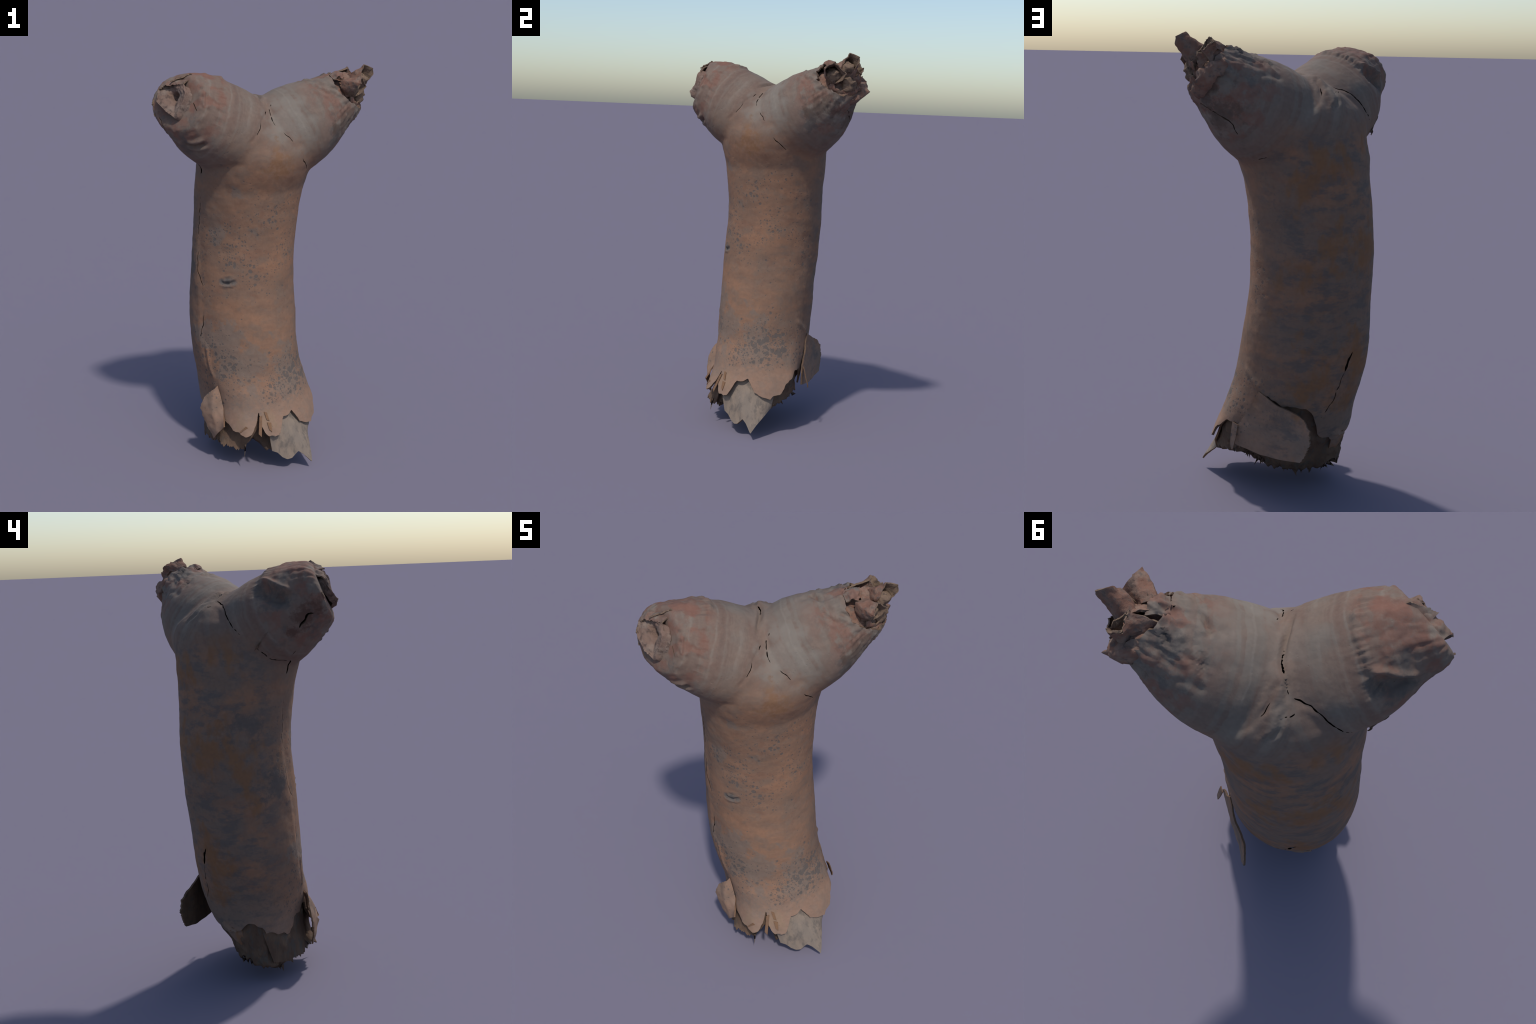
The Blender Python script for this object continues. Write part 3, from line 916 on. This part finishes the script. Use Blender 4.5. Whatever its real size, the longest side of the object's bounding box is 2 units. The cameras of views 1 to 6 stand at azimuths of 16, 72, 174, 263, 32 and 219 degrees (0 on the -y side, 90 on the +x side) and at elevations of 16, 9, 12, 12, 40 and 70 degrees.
    # --- trunk and two limb stubs share their borders
    def region(P):
        sa, sb = PIT_LIMB.coords(P)[0], HUSK_LIMB.coords(P)[0]
        wav = .008 * perlin(P, 8, 12)
        return np.minimum(sa - .15, sa - sb) + wav, np.minimum(sb - .15, sb - sa) + wav

    fa, _ = region(A[:, :3])
    Aa, Fa = clip(A, F, fa)
    Ar, Fr = clip(A, F, -fa)
    _, fb = region(Ar[:, :3])
    Ab, Fb = clip(Ar, Fr, fb)
    At, Ft = clip(Ar, Fr, -fb)
    parts = []
    for name, A1, F1, where in (("trunk", At, Ft, lambda P: P[:, 2] < .58), ("branch_stub", Aa, Fa, lambda P: PIT_LIMB.coords(P)[0] > .40),
                                ("branch_stub", Ab, Fb, lambda P: HUSK_LIMB.coords(P)[0] > .38)):
        flag = where(A1[:, :3])
        VV, FF, slots, NN = line_shell(A1, F1, flag[F1].all(1), .010)
        parts.append(add_object(name, VV, FF, ("bark", "lining"), None, slots, NN))
    return parts


def build_core():
    """dark wood inside the bark, broken off obliquely at the foot"""
    th = np.linspace(-np.pi, np.pi, 160, endpoint=False)
    rim = np.array([(-.268, -.04, .080), (-.264, .03, .088), (-.245, .088, .130), (-.17, .095, .100), (-.08, .085, .078), (0, .062, .072), (.07, .05, .10), (.13, .06, .14),
                    (.2, .1, .185), (.26, .03, .175), (.295, -.06, .14), (.27, -.15, .11), (.2, -.225, .10), (.13, -.25, .10), (.09, -.22, .13), (.045, -.22, .125), (.015, -.255, .088),
                    (-.035, -.26, .095), (-.085, -.255, .10), (-.12, -.215, .10), (-.165, -.165, .08), (-.21, -.105, .075)])
    c = np.array((-.02, -.07))
    ang = np.arctan2(rim[:, 1] - c[1], rim[:, 0] - c[0])
    o = np.argsort(ang)
    ang, rim = ang[o], rim[o]
    ang = np.concatenate([[ang[-1] - 2 * np.pi], ang, [ang[0] + 2 * np.pi]])
    rim = np.concatenate([rim[-1:], rim, rim[:1]])
    foot = np.stack([np.interp(th, ang, rim[:, k]) for k in range(3)], 1)
    foot[:, 2] += .010 * RNG.uniform(-1, 1, len(th)) * (RNG.uniform(0, 1, len(th)) > .4)
    rings = []
    for z in np.linspace(1.50, .50, 34):
        rings.append(trunk_point(th, z, .024, 0.0))
    for z in np.linspace(.48, .36, 8):
        rings.append(trunk_point(th, z, .022, .45))
    for z in np.linspace(.35, .29, 5):
        rings.append(trunk_point(th, z, .018, .5))
    last = trunk_point(th, .275, .014, .5)
    for t in np.linspace(0, 1, 16)[0:]:
        w = t
        rings.append(last * (1 - w) + foot * w)
    # the broken end face: rises into a ragged hollow, with one tongue hanging lowest
    mid = np.array((-.05, -.08, .12))
    for t in np.linspace(.12, .92, 8):
        ring = foot * (1 - t) + mid * t
        low = np.exp(-(np.hypot(ring[:, 0] + .165, ring[:, 1] + .085) / .06) ** 2)
        ring[:, 2] += -.062 * low * min(1, t * 4)
        rings.append(ring)
    V, F = loft_rings(np.array(rings))
    F = F[:, ::-1]
    N = vertex_normals(V, F)
    k = sstep(.55, .30, V[:, 2])
    deg = np.arctan2(V[:, 1] + .07, V[:, 0] + .02)
    grain = perlin(np.stack([np.cos(deg) * 5, np.sin(deg) * 5, V[:, 2] * 1.5], 1), 2.4, 41)
    V = V + N * (k * (.010 * fbm(V, 16, 4, 40) + .006 * grain))[:, None]
    V[:, 2] = np.maximum(V[:, 2], .006)
    core = add_object("inner_wood", V, F, ("wood",))
    for limb, name, to in ((PIT_LIMB, "pith", .42), (HUSK_LIMB, "pith", .42)):
        V, F = limb_loft(limb, 48, .062, -.05, to)
        N = vertex_normals(V, F)
        V = V + N * (.006 * fbm(V, 22, 3, 50))[:, None]
        add_object(name, V, F, ("pith",))
    return core


def around(th_deg, z, out=0.0, spread=1.0):
    p = trunk_point(math.radians(th_deg), z, -out, spread)
    return tuple(p)


def build_foot(core):
    # pale bleached tongue of sapwood showing through the notch
    sheet("sapwood", [[around(t, .37, -.035) for t in (-62, -40, -15, 5)], [around(t, .28, -.022) for t in (-60, -45, -30, -15, 2)],
                      [(.150, -.272, .195), (.200, -.222, .200), (.250, -.172, .200), (.280, -.115, .195), (.300, -.04, .185)],
                      [(.165, -.262, .108), (.19, -.25, .098), (.215, -.238, .070), (.237, -.228, .058), (.258, -.216, .064), (.285, -.196, .098), (.305, -.186, .082), (.330, -.178, .060), (.352, -.171, .038), (.335, -.135, .075), (.312, -.085, .115), (.29, -.04, .15)]],
          ("sap", "curl"), nu=60, nv=26, thick=.008, rough=.004, scale=14, seed=3, parent=core, soft=False)
    # grey inner plates under the front teeth
    sheet("inner_bark", [[around(t, .34, -.04) for t in (-125, -100, -85, -72)], [around(t, .24, -.035) for t in (-122, -100, -88, -74)],
                         [(-.140, -.245, .135), (-.09, -.290, .112), (-.03, -.292, .108), (.02, -.285, .10), (.045, -.275, .14)]],
          ("lining", "wood"), nu=40, nv=20, thick=.006, rough=.007, scale=18, seed=5, jag=.014, parent=core)
    sheet("inner_bark", [[around(t, .38, -.014) for t in (-175, -150, -125, -108)], [around(t, .27, -.004) for t in (-175, -150, -125, -108)],
                         [(-.268, -.05, .105), (-.240, -.130, .085), (-.195, -.195, .090), (-.120, -.242, .110)]],
          ("wood", "lining"), nu=40, nv=20, thick=.006, rough=.007, scale=15, seed=6, jag=.016, parent=core)
    sheet("inner_bark", [[around(t, .40, -.03) for t in (40, 20, 0, -15)], [around(t, .29, -.03) for t in (45, 22, 0, -15)], [(.195, .125, .215), (.245, .05, .19), (.285, -.03, .165)]],
          ("lining", "wood"), nu=36, nv=18, thick=.006, rough=.006, scale=20, seed=8, jag=.012, parent=core)
    sheet("inner_bark", [[around(t, .52, -.02) for t in (45, 70, 90, 112)], [around(t, .43, -.016) for t in (45, 70, 90, 112)], [around(t, z, -.018) for t, z in ((45, .34), (65, .345), (85, .36), (100, .385), (114, .35))]],
          ("lining", "wood"), nu=40, nv=16, thick=.006, rough=.005, scale=20, seed=9, jag=.008, parent=core)
    # large slab of bark peeled away behind, hinged along the rip
    sheet("bark_flake", [[(.118, .203, .505), (.150, .190, .43), (.19, .165, .36), (.218, .148, .315), (.216, .154, .245)],
                         [(.048, .266, .462), (.075, .252, .41), (.106, .236, .34), (.112, .233, .28), (.112, .230, .225)],
                         [(-.034, .312, .436), (-.022, .308, .38), (-.008, .306, .32), (.002, .302, .27), (.008, .298, .224)],
                         [(-.064, .335, .420), (-.080, .365, .385), (-.084, .373, .32), (-.066, .362, .265), (-.046, .350, .238)]],
          ("bark", "lining"), nu=48, nv=34, thick=.009, rough=.004, scale=13, seed=11, jag=.005, soft=False)
    sheet("bark_flake", [[(.205, .17, .34), (.228, .155, .35)], [(.215, .180, .28), (.236, .168, .29)], [(.225, .188, .245), (.238, .180, .25)], [(.229, .186, .232), (.233, .182, .234)]],
          ("bark", "curl"), nu=8, nv=14, thick=.005, rough=.002, seed=12)
    # flap of bark sprung loose at the front
    sheet("bark_flake", [[around(-108, .405, .003), around(-104, .35, .005), around(-101, .295, .005), (-.078, -.312, .222)], [(-.151, -.243, .392), (-.150, -.277, .33), (-.145, -.288, .26), (-.112, -.289, .176)],
                         [(-.190, -.240, .355), (-.196, -.262, .31), (-.180, -.274, .25), (-.132, -.277, .148)], [(-.208, -.243, .336), (-.226, -.251, .278), (-.204, -.258, .235), (-.145, -.265, .126)]],
          ("bark", "curl"), nu=34, nv=24, thick=.008, rough=.004, scale=14, seed=13, jag=.006, soft=False)
    # smaller scales round the foot
    sheet("bark_flake", [[around(122, .30, .002), around(134, .29, .004), around(148, .29, .002)], [around(124, .235, -.01), around(136, .225, .0), around(147, .235, -.004)], [around(128, .185, -.025), around(139, .172, -.02), around(145, .20, -.02)]],
          ("bark", "curl"), nu=24, nv=14, thick=.006, rough=.003, seed=14, jag=.006)
    sheet("bark_flake", [[around(112, .385, -.004), around(126, .33, .0), around(140, .31, .0)], [around(113, .33, -.004), around(127, .295, .006), around(141, .275, .006)], [around(114, .305, -.002), around(128, .278, .012), around(142, .27, .010)]],
          ("bark", "curl"), nu=24, nv=12, thick=.006, rough=.003, seed=15, jag=.005)
    sheet("bark_flake", [[around(-168, .29, -.012), around(-150, .28, -.012), around(-134, .28, -.014)], [around(-168, .20, -.018), around(-150, .185, -.026), around(-136, .19, -.032)], [around(-165, .13, -.028), around(-150, .115, -.040), around(-140, .13, -.045)]],
          ("wood", "lining"), nu=26, nv=16, thick=.006, rough=.007, scale=20, seed=16, jag=.014)
    # brown, curled-back slivers beside the split in the front teeth
    for a, b, c, d, sd in ((around(-73.5, .290, .004), around(-71.5, .295, .004), around(-75, .215, .006), around(-73.2, .203, .007), 17), (around(-68.5, .265, .005), around(-65.5, .262, .005), around(-67.5, .232, .006), around(-65.8, .222, .006), 18),
                           (around(-83, .246, .004), around(-81.5, .240, .004), around(-87, .217, .005), around(-86.7, .213, .005), 19), (around(-69.5, .312, .003), around(-67.5, .308, .003), around(-68.5, .275, .004), around(-66.5, .270, .004), 20)):
        sheet("bark_curl", [[a, b], [tuple((np.array(a) + c) / 2), tuple((np.array(b) + d) / 2)], [c, d]], ("curl", "curl"), nu=6, nv=8, thick=.004, rough=.001, seed=sd)
    # sliver hanging from the neck below the pit limb
    sheet("bark_flake", [[(-.350, -.02, 1.600), (-.372, -.035, 1.652)], [(-.372, -.012, 1.598), (-.398, -.040, 1.648)], [(-.366, -.004, 1.588), (-.408, -.058, 1.664)]],
          ("bark", "lining"), nu=12, nv=10, thick=.005, rough=.002, seed=22)
    # splinters round the broken end
    VV, FF = [], []
    def spike(p, d, w):
        d = np.array(d, float)
        side = np.cross(d, RNG.normal(size=3))
        side /= np.linalg.norm(side)
        up = np.cross(d, side)
        up /= np.linalg.norm(up)
        k = len(VV)
        p = np.array(p)
        VV.extend([p + side * w, p - side * w * .6 + up * w * .5, p - up * w * .5, p + d * .55 + side * w * .35, p + d * .55 - side * w * .3, p + d])
        FF.extend([(k, k + 3, k + 1), (k + 1, k + 3, k + 4), (k + 1, k + 4, k + 2), (k + 2, k + 4, k + 3), (k + 2, k + 3, k), (k + 3, k + 5, k + 4), (k + 4, k + 5, k + 3)])
    spike((.034, -.292, .14), (.0, -.014, -.070), .010)
    foot = np.array([(.22, .1, .185), (.16, .08, .165), (.11, .06, .13), (.06, .05, .10), (.02, .055, .075), (-.04, .05, .06), (-.1, .06, .06), (-.18, .08, .08), (-.235, .02, .09),
                     (-.23, -.07, .08), (-.17, -.155, .085), (-.12, -.21, .10), (-.085, -.25, .10), (-.02, -.255, .09)])
    for _ in range(46):
        t = RNG.uniform(0, len(foot) - 1.01)
        i = int(t)
        p = foot[i] * (1 - t + i) + foot[i + 1] * (t - i) + (0, 0, .02)
        out = np.array((p[0] + .02, p[1] + .07, 0))
        out /= np.linalg.norm(out)
        L = RNG.uniform(.012, .036)
        d = out * L * RNG.uniform(-.3, .7) + np.array((RNG.normal() * .008, RNG.normal() * .008, -L))
        if p[2] + d[2] > .006:
            spike(p + out * .004, d, RNG.uniform(.009, .022))
    for x, y, z in ((-.165, -.095, .03), (-.14, -.085, .03), (-.19, -.1, .035), (-.155, -.06, .03)):
        spike((x, y, z + .015), (RNG.normal() * .006, RNG.normal() * .006, -.030), .012)
    spike((-.145, -.087, .040), (.004, 0, -.040), .013)
    VV = np.array(VV)
    add_object("splinters", VV, np.array(FF), ("wood",), core, kind="stuff")


def build_pit():
    """withered cup closing the lower limb"""
    rim = [(-.437, -.300, 1.880), (-.437, -.311, 1.860), (-.434, -.330, 1.825), (-.369, -.372, 1.788), (-.323, -.374, 1.762), (-.285, -.362, 1.833), (-.277, -.352, 1.880), (-.303, -.326, 1.913), (-.345, -.300, 1.905), (-.395, -.285, 1.895)]
    r = np.array(rim)
    hole = np.array((-.350, -.316, 1.858))
    back = np.array((.28, .28, -.17))
    r = r + np.array((-.004, -.010, 0))
    rows = [hole + (r - hole) * k + back * d for k, d in ((1.02, .10), (1.0, .02), (.95, .0), (.86, .016), (.78, .012), (.68, .002), (.58, .022), (.48, .016), (.40, .012), (.33, .05), (.28, .10), (.22, .25))]
    sheet("withered_cup", rows, ("cup", "cup"), True, 64, 44, .006, .006, 26, 23, soft=False)
    # leaf-like scraps over the hollow
    sheet("withered_scrap", [[(-.275, -.345, 1.862), (-.283, -.338, 1.895), (-.305, -.318, 1.915)], [(-.300, -.345, 1.866), (-.303, -.338, 1.892), (-.312, -.325, 1.910)], [(-.315, -.335, 1.872), (-.314, -.330, 1.888), (-.316, -.326, 1.902)]],
          ("cup", "husk_in"), ref=(-.20, -.18, 1.80), nu=14, nv=10, thick=.005, rough=.003, seed=24)
    sheet("withered_scrap", [[(-.425, -.262, 1.895), (-.385, -.265, 1.920), (-.330, -.262, 1.935), (-.285, -.262, 1.935)], [(-.434, -.296, 1.892), (-.388, -.302, 1.915), (-.338, -.304, 1.922), (-.287, -.302, 1.928)], [(-.436, -.308, 1.880), (-.39, -.312, 1.898), (-.345, -.316, 1.904), (-.300, -.320, 1.913)]],
          ("bark", "husk_in"), ref=(-.20, -.18, 1.80), nu=30, nv=16, thick=.006, rough=.008, scale=30, seed=25, jag=.006)
    sheet("withered_scrap", [[(-.43, -.255, 1.80), (-.44, -.235, 1.76), (-.43, -.25, 1.73)], [(-.456, -.272, 1.825), (-.462, -.262, 1.79), (-.452, -.275, 1.745)], [(-.470, -.284, 1.824), (-.468, -.295, 1.80), (-.452, -.310, 1.752)]],
          ("bark", "husk_in"), ref=(-.20, -.18, 1.80), nu=20, nv=12, thick=.006, rough=.004, seed=26, jag=.004)
    sheet("withered_scrap", [[(-.250, -.215, 1.920), (-.30, -.205, 1.910), (-.36, -.215, 1.890)], [(-.272, -.250, 1.944), (-.315, -.255, 1.936), (-.365, -.275, 1.915)], [(-.288, -.274, 1.958), (-.328, -.300, 1.937), (-.370, -.318, 1.922)]],
          ("bark", "husk_in"), ref=(-.20, -.18, 1.80), nu=24, nv=14, thick=.006, rough=.003, seed=27, jag=.004)


def build_husks():
    """curled dry husks left in the mouth of the upper limb"""
    # the tall scoop, open towards +x and the front
    base = [(.385, .245, 1.865), (.360, .225, 1.905), (.345, .245, 1.945), (.352, .275, 1.945), (.380, .298, 1.900), (.400, .290, 1.850)]
    mid = [(.408, .238, 1.878), (.392, .212, 1.925), (.385, .228, 1.968), (.398, .268, 1.970), (.428, .288, 1.925), (.424, .280, 1.880)]
    rim = [(.425, .259, 1.899), (.415, .211, 1.939), (.426, .246, 2.000), (.464, .286, 1.980), (.468, .281, 1.954), (.449, .269, 1.925)]
    sheet("curled_husk", [base, mid, rim], closed=True, nu=44, nv=24, thick=.005, rough=.004, scale=34, seed=31, soft=False)
    # the star-mouthed one nearest the front
    base = [(.36, .165, 1.845), (.335, .150, 1.885), (.33, .165, 1.925), (.355, .21, 1.925), (.385, .23, 1.880), (.385, .205, 1.845)]
    rim = [(.397, .186, 1.846), (.400, .135, 1.880), (.441, .105, 1.918), (.428, .160, 1.953), (.447, .228, 1.894), (.425, .215, 1.862)]
    mid = [tuple(.5 * np.array(a) + .5 * np.array(b) + (.004, -.008, .004)) for a, b in zip(base, rim)]
    sheet("curled_husk", [base, mid, rim], closed=True, nu=44, nv=20, thick=.005, rough=.005, scale=34, seed=32, soft=False)
    # the ragged one behind, and its torn blades
    base = [(.350, .290, 1.870), (.310, .270, 1.900), (.290, .275, 1.930), (.305, .310, 1.935), (.340, .340, 1.900), (.370, .335, 1.860)]
    rim = [(.372, .292, 1.935), (.345, .262, 1.965), (.332, .300, 1.980), (.317, .335, 1.964), (.360, .352, 1.925), (.395, .330, 1.900)]
    sheet("curled_husk", [base, rim], closed=True, nu=40, nv=18, thick=.005, rough=.006, scale=36, seed=33, jag=.008, soft=False)
    sheet("curled_husk", [[(.375, .305, 1.83), (.39, .27, 1.83), (.395, .235, 1.815)], [(.395, .325, 1.86), (.41, .285, 1.86), (.412, .24, 1.835)], [(.400, .332, 1.885), (.416, .298, 1.895), (.418, .262, 1.865)]],
          ref=(.2, .17, 1.80), nu=26, nv=16, thick=.005, rough=.006, scale=30, seed=34, jag=.010)
    sheet("curled_husk", [[(.37, .16, 1.80), (.385, .22, 1.775), (.385, .28, 1.770), (.365, .32, 1.80)], [(.388, .158, 1.828), (.405, .22, 1.80), (.410, .285, 1.797), (.388, .328, 1.82)], [(.386, .165, 1.848), (.408, .215, 1.815), (.414, .282, 1.825), (.402, .332, 1.838)]],
          ref=(.2, .17, 1.80), nu=40, nv=14, thick=.006, rough=.006, scale=24, seed=35, jag=.010)
    # crumpled cores inside the two largest husks
    for centre, r, seed in (((.380, .180, 1.885), .040, 81), ((.412, .245, 1.925), .030, 82), ((.392, .262, 1.850), .040, 83)):
        th = np.linspace(0, 2 * np.pi, 28, endpoint=False)
        rings = [np.array(centre) + r * (np.sin(q) * (np.cos(th)[:, None] * HUSK_LIMB.u + np.sin(th)[:, None] * HUSK_LIMB.v) - np.cos(q) * HUSK_LIMB.a) for q in np.linspace(.2, 2.94, 16)]
        V, F = loft_rings(np.array(rings))
        V = V + vertex_normals(V, F) * (.012 * fbm(V, 34, 3, seed))[:, None]
        add_object("splintered_heart", V, F, ("husk_in",))
    # chunky blades closing the back of the mouth
    sheet("curled_husk", [[(.258, .232, 1.938), (.282, .285, 1.905), (.325, .335, 1.860)], [(.295, .250, 1.962), (.305, .300, 1.945), (.345, .345, 1.905)], [(.338, .275, 1.980), (.320, .333, 1.966), (.365, .352, 1.925)]],
          ref=(.2, .17, 1.80), nu=26, nv=16, thick=.008, rough=.007, scale=28, seed=37, jag=.006)
    sheet("curled_husk", [[(.300, .215, 1.945), (.335, .205, 1.925), (.360, .190, 1.895)], [(.335, .250, 1.958), (.365, .238, 1.935), (.385, .220, 1.90)], [(.360, .275, 1.940), (.385, .262, 1.92), (.400, .24, 1.885)]],
          ref=(.2, .17, 1.80), nu=26, nv=16, thick=.008, rough=.009, scale=30, seed=38, jag=.006)
    # folded skin at the shoulder, where husks meet the bark
    sheet("curled_husk", [[(.25, .20, 1.935), (.27, .17, 1.945), (.30, .14, 1.928)], [(.285, .222, 1.955), (.300, .190, 1.972), (.325, .155, 1.945)], [(.312, .245, 1.945), (.325, .21, 1.955), (.345, .175, 1.93)]],
          ("bark", "husk_in"), ref=(.2, .17, 1.80), nu=26, nv=16, thick=.006, rough=.008, scale=34, seed=36, jag=.006)
    # splintered heart filling the mouth, slanting like the lip
    rings = []
    th = np.linspace(0, 2 * np.pi, 56, endpoint=False)
    for back, r in ((.07, .114), (.02, .104), (.002, .088), (-.014, .066), (-.026, .042), (-.032, .02)):
        u, v = -.006 + r * np.cos(th), r * np.sin(th)
        lim = .530 + .5 * u - .42 * v - back
        rings.append(np.array([HUSK_LIMB.at(a, b, c) for a, b, c in zip(lim, u, v)]))
    V, F = loft_rings(np.array(rings))
    V, F = refine(V, F, np.ones(len(V), bool))
    N = vertex_normals(V, F)
    V = V + HUSK_LIMB.a * (.022 * fbm(V, 24, 3, 60) - .004)[:, None]
    add_object("splintered_heart", V, F, ("husk",))


def main():
    global ROOT
    ROOT = bpy.data.objects.new("dead_branch", None)
    bpy.context.scene.collection.objects.link(ROOT)
    ROOT["label"] = "forked dead tree branch with torn brown bark and withered stub ends"
    ROOT["category"] = "dead branch"
    make_materials()
    build_body()
    core = build_core()
    build_foot(core)
    build_pit()
    build_husks()


main()
